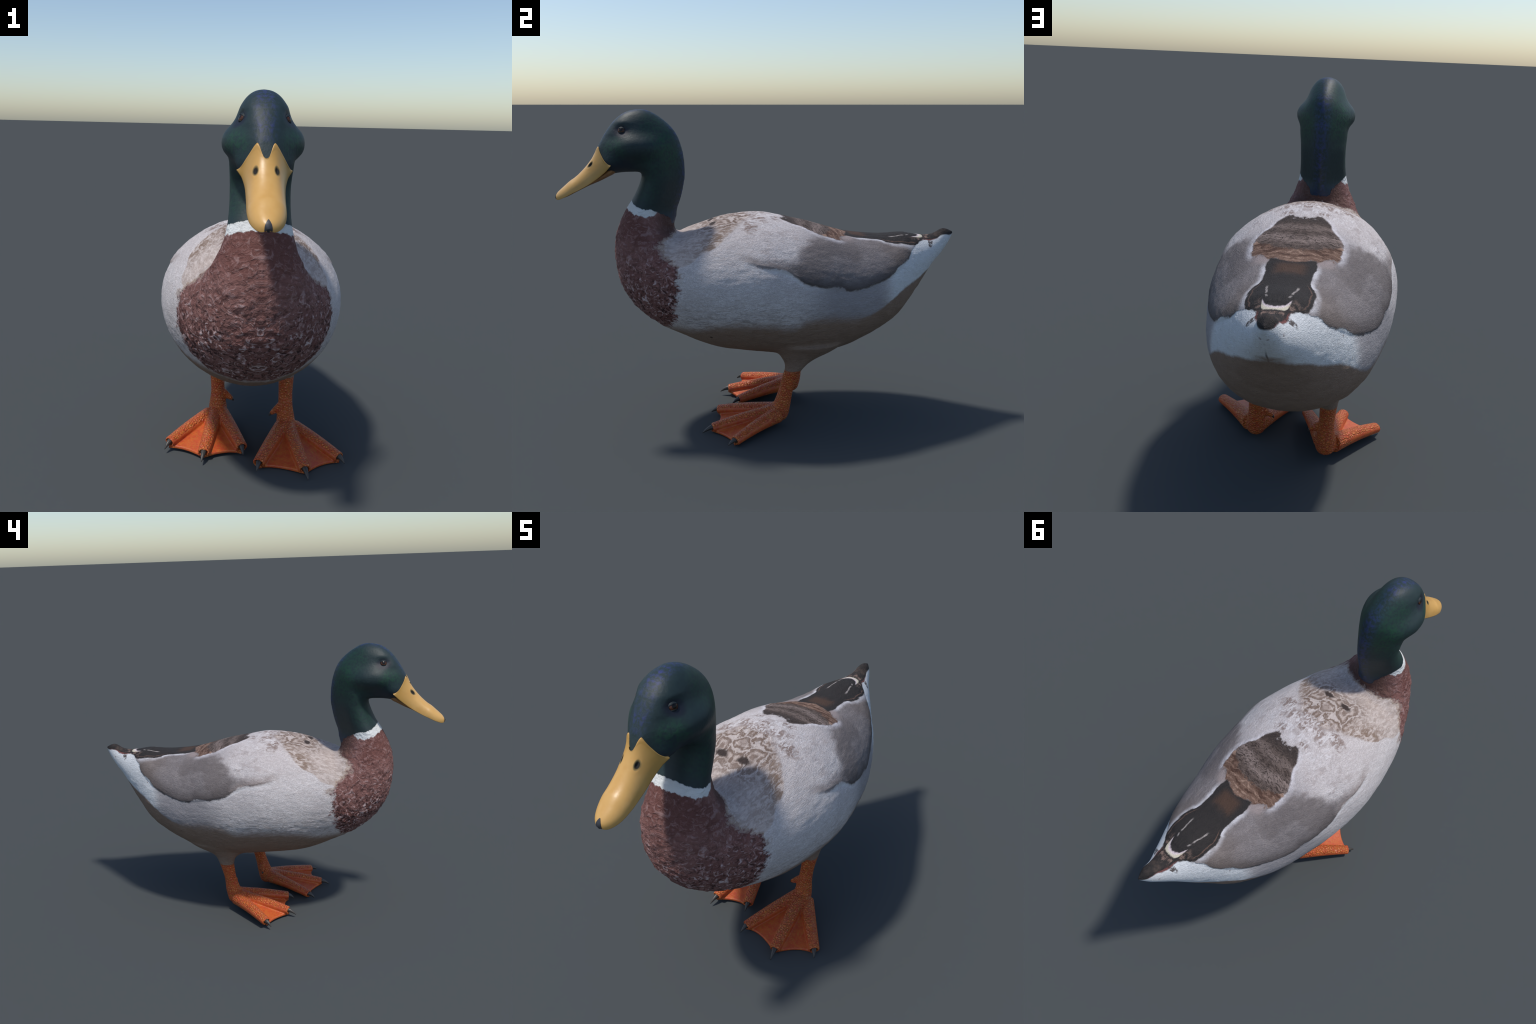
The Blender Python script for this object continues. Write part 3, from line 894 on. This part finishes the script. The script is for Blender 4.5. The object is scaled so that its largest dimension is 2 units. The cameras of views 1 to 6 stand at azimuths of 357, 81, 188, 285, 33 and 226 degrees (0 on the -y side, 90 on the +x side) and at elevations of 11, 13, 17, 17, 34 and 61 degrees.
    height = h * (breast.inv()) * feathered + chest_h * breast * feathered * 1.1 + grain * hood * 0.25
    height = height + (rings * 0.35 * saddle * tan) + on_wing * sec * 0.9
    height = height + crease * 0.8 * Z.step(0.76, 0.62) * breast.inv() * feathered
    normal = g.bump(height, 0.0055, 0.85)
    rough = g.mix(hood, (0.80, 0.80, 0.80), (0.55, 0.55, 0.55))
    spec = g.mix(hood, (0.20, 0.20, 0.20), (0.38, 0.38, 0.38))
    g.bsdf.inputs["Sheen Roughness"].default_value = 0.5
    return g.finish(col, Val(g, rough.s), normal, Val(g, spec.s))


def bill_material():
    g = Graph("bill_horn")
    X = (g.x - MID).abs()
    P = g.vec(X, g.y, g.z)
    n1, n2 = g.noise(P, 14, 3), g.noise(P, 90, 3)
    col = g.mix(n1.step(0.35, 0.65), (0.56, 0.305, 0.080), (0.60, 0.345, 0.105))
    base = g.y.step(-0.86, -0.75)
    col = g.mix(base * (n1 * 0.6 + 0.25), col, (0.42, 0.235, 0.050))
    rim = (g.z + g.y * 0.75 + X * 0.9).step(0.66, 0.60)
    q = ((X - 0.0335) / 0.0085).pow(2.0) + (((g.y + 0.8275) * 0.6 + (g.z - 1.305) * 0.8) / 0.0165).pow(2.0)
    col = g.mix(q.step(1.7, 0.9) * 0.75, col, (0.13, 0.11, 0.05))
    col = g.mix(q.step(0.95, 0.35), col, (0.030, 0.028, 0.026))
    return g.finish(col, q.step(1.2, 0.7) * 0.5 + 0.37, g.bump(n2 * 0.25 + n1, 0.002, 0.5), q.step(1.2, 0.7) * -0.4 + 0.45)


def jaw_material():
    g = Graph("lower_jaw_horn")
    n = g.noise(g.co, 60, 3)
    col = g.mix(n, (0.20, 0.085, 0.030), (0.34, 0.165, 0.055))
    return g.finish(col, 0.5, None, 0.4)


def nail_material():
    g = Graph("nail_horn")
    n = g.noise(g.co, 60, 3)
    return g.finish(g.mix(n, (0.018, 0.019, 0.024), (0.040, 0.041, 0.048)), 0.42, None, 0.5)


def leg_material():
    g = Graph("scaly_leg_skin")
    warp = g.noise(g.co, 60, 2)
    n1 = g.noise(g.co, 45, 3, 0.6)
    n2 = g.noise(g.co, 130, 2, 0.6)
    scale = g.cells(g.vec(g.x + warp * 0.006, g.y * 1.15, g.z * 1.25), 72.0)
    edge = g.cells(g.vec(g.x + warp * 0.006, g.y * 1.15, g.z * 1.25), 72.0, "DISTANCE_TO_EDGE")
    col = g.mix(n1.step(0.36, 0.64), (0.52, 0.072, 0.020), (0.56, 0.118, 0.022))
    col = g.mix(n2.step(0.50, 0.62) * 0.42, col, (0.43, 0.225, 0.030))
    col = g.mix(scale.step(0.40, 0.06) * 0.48, col, (0.82, 0.340, 0.120))
    col = g.mix(edge.step(0.14, 0.02) * 0.25, col, (0.22, 0.038, 0.012))
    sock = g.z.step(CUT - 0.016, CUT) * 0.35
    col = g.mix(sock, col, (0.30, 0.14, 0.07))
    normal = g.bump(edge.step(0.0, 0.28) + n2 * 0.3, 0.0042, 0.9)
    return g.finish(col, 0.47, normal, 0.45)


def web_material():
    g = Graph("web_skin")
    n1 = g.noise(g.co, 40, 3, 0.6)
    n2 = g.noise(g.co, 140, 3, 0.6)
    col = g.mix(n1.step(0.36, 0.64), (0.47, 0.062, 0.020), (0.53, 0.100, 0.022))
    col = g.mix(n2.step(0.50, 0.64) * 0.50, col, (0.46, 0.200, 0.030))
    return g.finish(col, 0.45, g.bump(n2 + n1, 0.0016, 0.6), 0.45)


def claw_material():
    g = Graph("claw_horn")
    n = g.noise(g.vec(g.x, g.y, g.z * 0.4), 120, 3)
    return g.finish(g.mix(n, (0.024, 0.021, 0.019), (0.075, 0.064, 0.054)), 0.42, None, 0.5)


def eye_material():
    g = Graph("eye_glass")
    r = ((g.y).pow(2.0) + (g.z).pow(2.0)).pow(0.5)
    n = g.noise(g.co, 300, 3)
    iris = g.mix(n, (0.042, 0.016, 0.009), (0.095, 0.034, 0.017))
    col = g.mix(r.step(0.0092, 0.0078), iris, (0.004, 0.003, 0.003))
    col = g.mix(r.step(0.0145, 0.0175), col, (0.008, 0.006, 0.006))
    return g.finish(col, 0.28, None, 0.30)


def lid_material():
    g = Graph("eyelid_skin")
    n = g.noise(g.co, 200, 3)
    return g.finish(g.mix(n, (0.008, 0.013, 0.017), (0.020, 0.030, 0.034)), 0.6, None, 0.3)

# ------------------------------------------------------------------ build
duck = bpy.data.objects.new("duck", None)
bpy.context.scene.collection.objects.link(duck)
duck["label"] = "standing drake mallard duck with green head, yellow bill and orange webbed feet"
duck["category"] = "duck"

solids = [body_solid()] + [shank_solid(FEET[s]["shank"][:9]) for s in FEET]
skin = union(solids, 0.005, "skin")
P = coords(skin)
w = np.zeros(len(P))
for s in FEET:
    x, y, z = FEET[s]["shank"][4][:3]
    r = np.hypot((P[:, 0] - x) / 0.19, (P[:, 1] - y) / np.where(P[:, 1] > y, 0.40, 0.22))
    w = np.maximum(w, (1 - smooth01((r - 0.45) / 0.55)) * (1 - smooth01((P[:, 2] - 0.42) / 0.10)))
relax(skin, 70, w * smooth01((P[:, 2] - 0.29) / 0.03))
relax(skin, 6)

# eye sockets, brows and the hollow in front of the eye, pressed into the smooth head
EYE = np.array((0.0795, -0.677, 1.4675))
P = coords(skin)
mx = np.abs(P[:, 0] - MID)
top = P[:, 2] > 1.3
d2 = ((P[:, 1] - EYE[1]) / 0.034) ** 2 + ((P[:, 2] - EYE[2]) / 0.024) ** 2
lore = ((P[:, 1] - EYE[1] + 0.045) / 0.035) ** 2 + ((P[:, 2] - EYE[2] + 0.040) / 0.022) ** 2
press = (0.011 * np.exp(-d2) + 0.005 * np.exp(-lore) - 0.003 * np.exp(-(((P[:, 1] - EYE[1]) / 0.05) ** 2 + ((P[:, 2] - EYE[2] - 0.034) / 0.014) ** 2))) * top * smooth01(mx / 0.04)
P[:, 0] -= np.sign(P[:, 0] - MID) * press
set_coords(skin, P)

# feather relief: the folded wing lies a few millimetres proud of the flank, the breast is scalloped,
# the flank and back are softly ruffled
P = coords(skin)
nv = np.empty(len(P) * 3, np.float32)
skin.vertex_normals.foreach_get("vector", nv)
nv = nv.reshape(-1, 3)
X, Y, Z = np.abs(P[:, 0] - MID), P[:, 1], P[:, 2]
def field(sx, sy, sz, octaves):
    return np.array([noise.fractal((a, b, c), 0.7, 2.1, octaves) for a, b, c in zip(X * sx, Y * sy, Z * sz)])
wing_edge = np.interp(Y, [-0.24, -0.14, 0.0, 0.09, 0.14, 0.25, 0.40, 0.49, 0.61, 0.70, 0.77], [0.892, 0.874, 0.844, 0.809, 0.774, 0.746, 0.717, 0.731, 0.768, 0.824, 0.892])
up = Z - wing_edge
fold = smooth01((up + 0.004) / 0.012) * (1 - smooth01((up - 0.02) / 0.13)) * smooth01((Y + 0.20) / 0.18) * (1 - smooth01((Y - 0.68) / 0.08))
breast = smooth01((-0.44 - Y) / 0.06) * (1 - smooth01((Z - 0.97) / 0.10))
plain = (1 - breast) * (1 - smooth01((Z - 0.99) / 0.05) * (Y < -0.38)) * smooth01((0.84 - Y) / 0.06) * smooth01((Z - 0.33) / 0.06)
scallop = field(27, 27, 32, 3)
ruffle = field(30, 16, 34, 3)
# the back dips along its middle right behind the neck
dip = np.exp(-(X / 0.075) ** 2) * np.exp(-((Y + 0.335) / 0.075) ** 2) * (Z > 0.9) * (Y > -0.44) * smooth01((1.055 - Z) / 0.03)
shift = -0.016 * dip + 0.0045 * fold + 0.0048 * breast * scallop + 0.0013 * plain * ruffle
set_coords(skin, P + nv * shift[:, None])

bm = bmesh.new()
bm.from_mesh(skin)
geom = bm.verts[:] + bm.edges[:] + bm.faces[:]
bmesh.ops.bisect_plane(bm, geom=geom, plane_co=(0, 0, CUT), plane_no=(0, 0, 1), clear_inner=True)
bm.to_mesh(skin)
bm.free()
bvh = BVHTree.FromPolygons([v.co for v in skin.vertices], [p.vertices[:] for p in skin.polygons])
# ---PARTS
# every face of the skin belongs to one named part
names = ["torso", "neck", "head", "tail", "left_wing", "right_wing", "left_thigh", "right_thigh"]
ctr = np.array([p.center[:] for p in skin.polygons])
fx, fy, fz = ctr[:, 0] - MID, ctr[:, 1], ctr[:, 2]
region = np.zeros(len(ctr), int)
neck_line = 1.03 + (fy + 0.45) * -0.28                       # slants with the collar
region[(fz > neck_line) & (fy < -0.36)] = 1
region[(fz > 1.28 + (fy + 0.60) * 0.55) & (fy < -0.36) & (fz > 1.2)] = 2
region[(fy > 0.80) & (fz > 0.74 + (fy - 0.80) * 0.3)] = 3
wing_low = np.interp(fy, [-0.20, 0.0, 0.12, 0.25, 0.40, 0.55, 0.64, 0.74], [0.886, 0.844, 0.788, 0.746, 0.717, 0.744, 0.797, 0.87])
wing_in = np.interp(fy, [-0.20, 0.09, 0.25, 0.38, 0.45, 0.66, 0.76], [0.30, 0.10, 0.17, 0.15, 0.09, 0.11, 0.10])
on_wing = (fy > -0.20) & (fy < 0.76) & (fz > wing_low) & (np.abs(fx) > wing_in)
region[on_wing & (fx > 0)], region[on_wing & (fx < 0)] = 4, 5
for k, s in ((6, "left"), (7, "right")):
    sx, sy = FEET[s]["shank"][4][0] - MID, FEET[s]["shank"][4][1]
    region[(fz < 0.345) & (np.hypot(fx - sx, (fy - sy) / 1.3) < 0.085)] = k
M = dict(feather=plumage_material(), bill=bill_material(), jaw=jaw_material(), nail=nail_material(), leg=leg_material(), web=web_material(), claw=claw_material(), eye=eye_material(), lid=lid_material())
parts = split_skin(skin, region, names)
objs = {}
for name, me in parts.items():
    plain = name.replace("left_", "").replace("right_", "")
    me.name = plain
    objs[name] = add(plain, me, duck, M["feather"])
bpy.data.meshes.remove(skin)

bl = Bill(bvh)
head = objs["head"]
bill_ob = add("upper_bill", make_mesh("upper_bill", *upper_bill(bl)), head, M["bill"])
add("bill_nail", make_mesh("bill_nail", *bill_nail(bl)), head, M["nail"])
add("lower_bill", make_mesh("lower_bill", *lower_bill()), head, M["jaw"])

# eyes
for sx in (1, -1):
    near, nor, _, _ = bvh.find_nearest(Vector((MID + sx * EYE[0], EYE[1], EYE[2])))
    bm = bmesh.new()
    bmesh.ops.create_uvsphere(bm, u_segments=48, v_segments=28, radius=0.0215)
    me = bpy.data.meshes.new("eye")
    bm.to_mesh(me)
    bm.free()
    me.polygons.foreach_set("use_smooth", [True] * len(me.polygons))
    o = add("eye", me, head, M["eye"])
    o.location = near - nor * 0.0115
    # upper and lower lid: a slightly larger shell open in the middle
    bm = bmesh.new()
    bmesh.ops.create_uvsphere(bm, u_segments=48, v_segments=40, radius=0.0226)
    bmesh.ops.delete(bm, geom=[f for f in bm.faces if -0.0125 < f.calc_center_median().z < 0.0085 - abs(f.calc_center_median().y) * 0.25], context="FACES")
    lid = bpy.data.meshes.new("eyelid")
    bm.to_mesh(lid)
    bm.free()
    lid.polygons.foreach_set("use_smooth", [True] * len(lid.polygons))
    lo = add("eyelid", lid, head, M["lid"])
    lo.location = o.location
    lo.rotation_euler = nor.to_track_quat("X", "Z").to_euler()
    md = lo.modifiers.new("skin", "SOLIDIFY")
    md.thickness, md.offset = 0.0012, -1
    o.rotation_euler = nor.to_track_quat("X", "Z").to_euler()

for s in FEET:
    foot = FEET[s]
    me = union(foot_solids(foot), 0.0028, "foot")
    Pf = coords(me)
    hx, hy, hz = foot["heel"]
    around = np.sqrt(((Pf - np.array((hx, hy, hz + 0.03))) ** 2).sum(1))
    relax(me, 30, 1 - smooth01((around - 0.06) / 0.05))
    relax(me, 4)
    bm = bmesh.new()
    bm.from_mesh(me)
    bmesh.ops.bisect_plane(bm, geom=bm.verts[:] + bm.edges[:] + bm.faces[:], plane_co=(0, 0, CUT), plane_no=(0, 0, 1), clear_outer=True)
    bm.to_mesh(me)
    bm.free()
    c = np.array([p.center[:] for p in me.polygons])
    kind = (c[:, 2] < foot["lift"] + 0.105 - np.maximum(0, c[:, 1] - hy) * 0.2).astype(int)
    gap = np.full(len(c), 9.0)
    for k in range(3):                                        # clear of every toe -> web
        A, B = np.array(foot["roots"][k]), np.array(foot["toes"][k])
        ab = (B - A)[:2]
        t = np.clip(((c[:, :2] - A[:2]) @ ab) / (ab @ ab), 0, 1.2)
        d = np.linalg.norm(c[:, :2] - (A[:2] + t[:, None] * ab), axis=1)
        gap = np.minimum(gap, d - (0.038 + (0.0230 - 0.038) * np.clip(t, 0, 1) ** 0.75) * 0.98)
    kind[(kind == 1) & (gap > 0) & (c[:, 1] < hy - 0.06)] = 2
    part = split_skin(me, kind, ["leg", "foot", "web"])
    leg = add("leg", part["leg"], duck, M["leg"])
    fo = add("foot", part["foot"], duck, M["leg"])
    add("web", part["web"], fo, M["web"])
    bpy.data.meshes.remove(me)
    for k in range(3):
        end, tip = np.array(foot["toes"][k]), np.array(foot["claws"][k])
        d = end - np.array(foot["heel"])
        d /= np.linalg.norm(d)
        add("claw", make_mesh("claw", *claw_solid(end - d * 0.007 + np.array((0, 0, 0.003)), tip, 0.0130, 0.012)), fo, M["claw"])
    add("claw", make_mesh("claw", *claw_solid(foot["hallux"][-1], foot["spur"], 0.0062, 0.001)), leg, M["claw"])
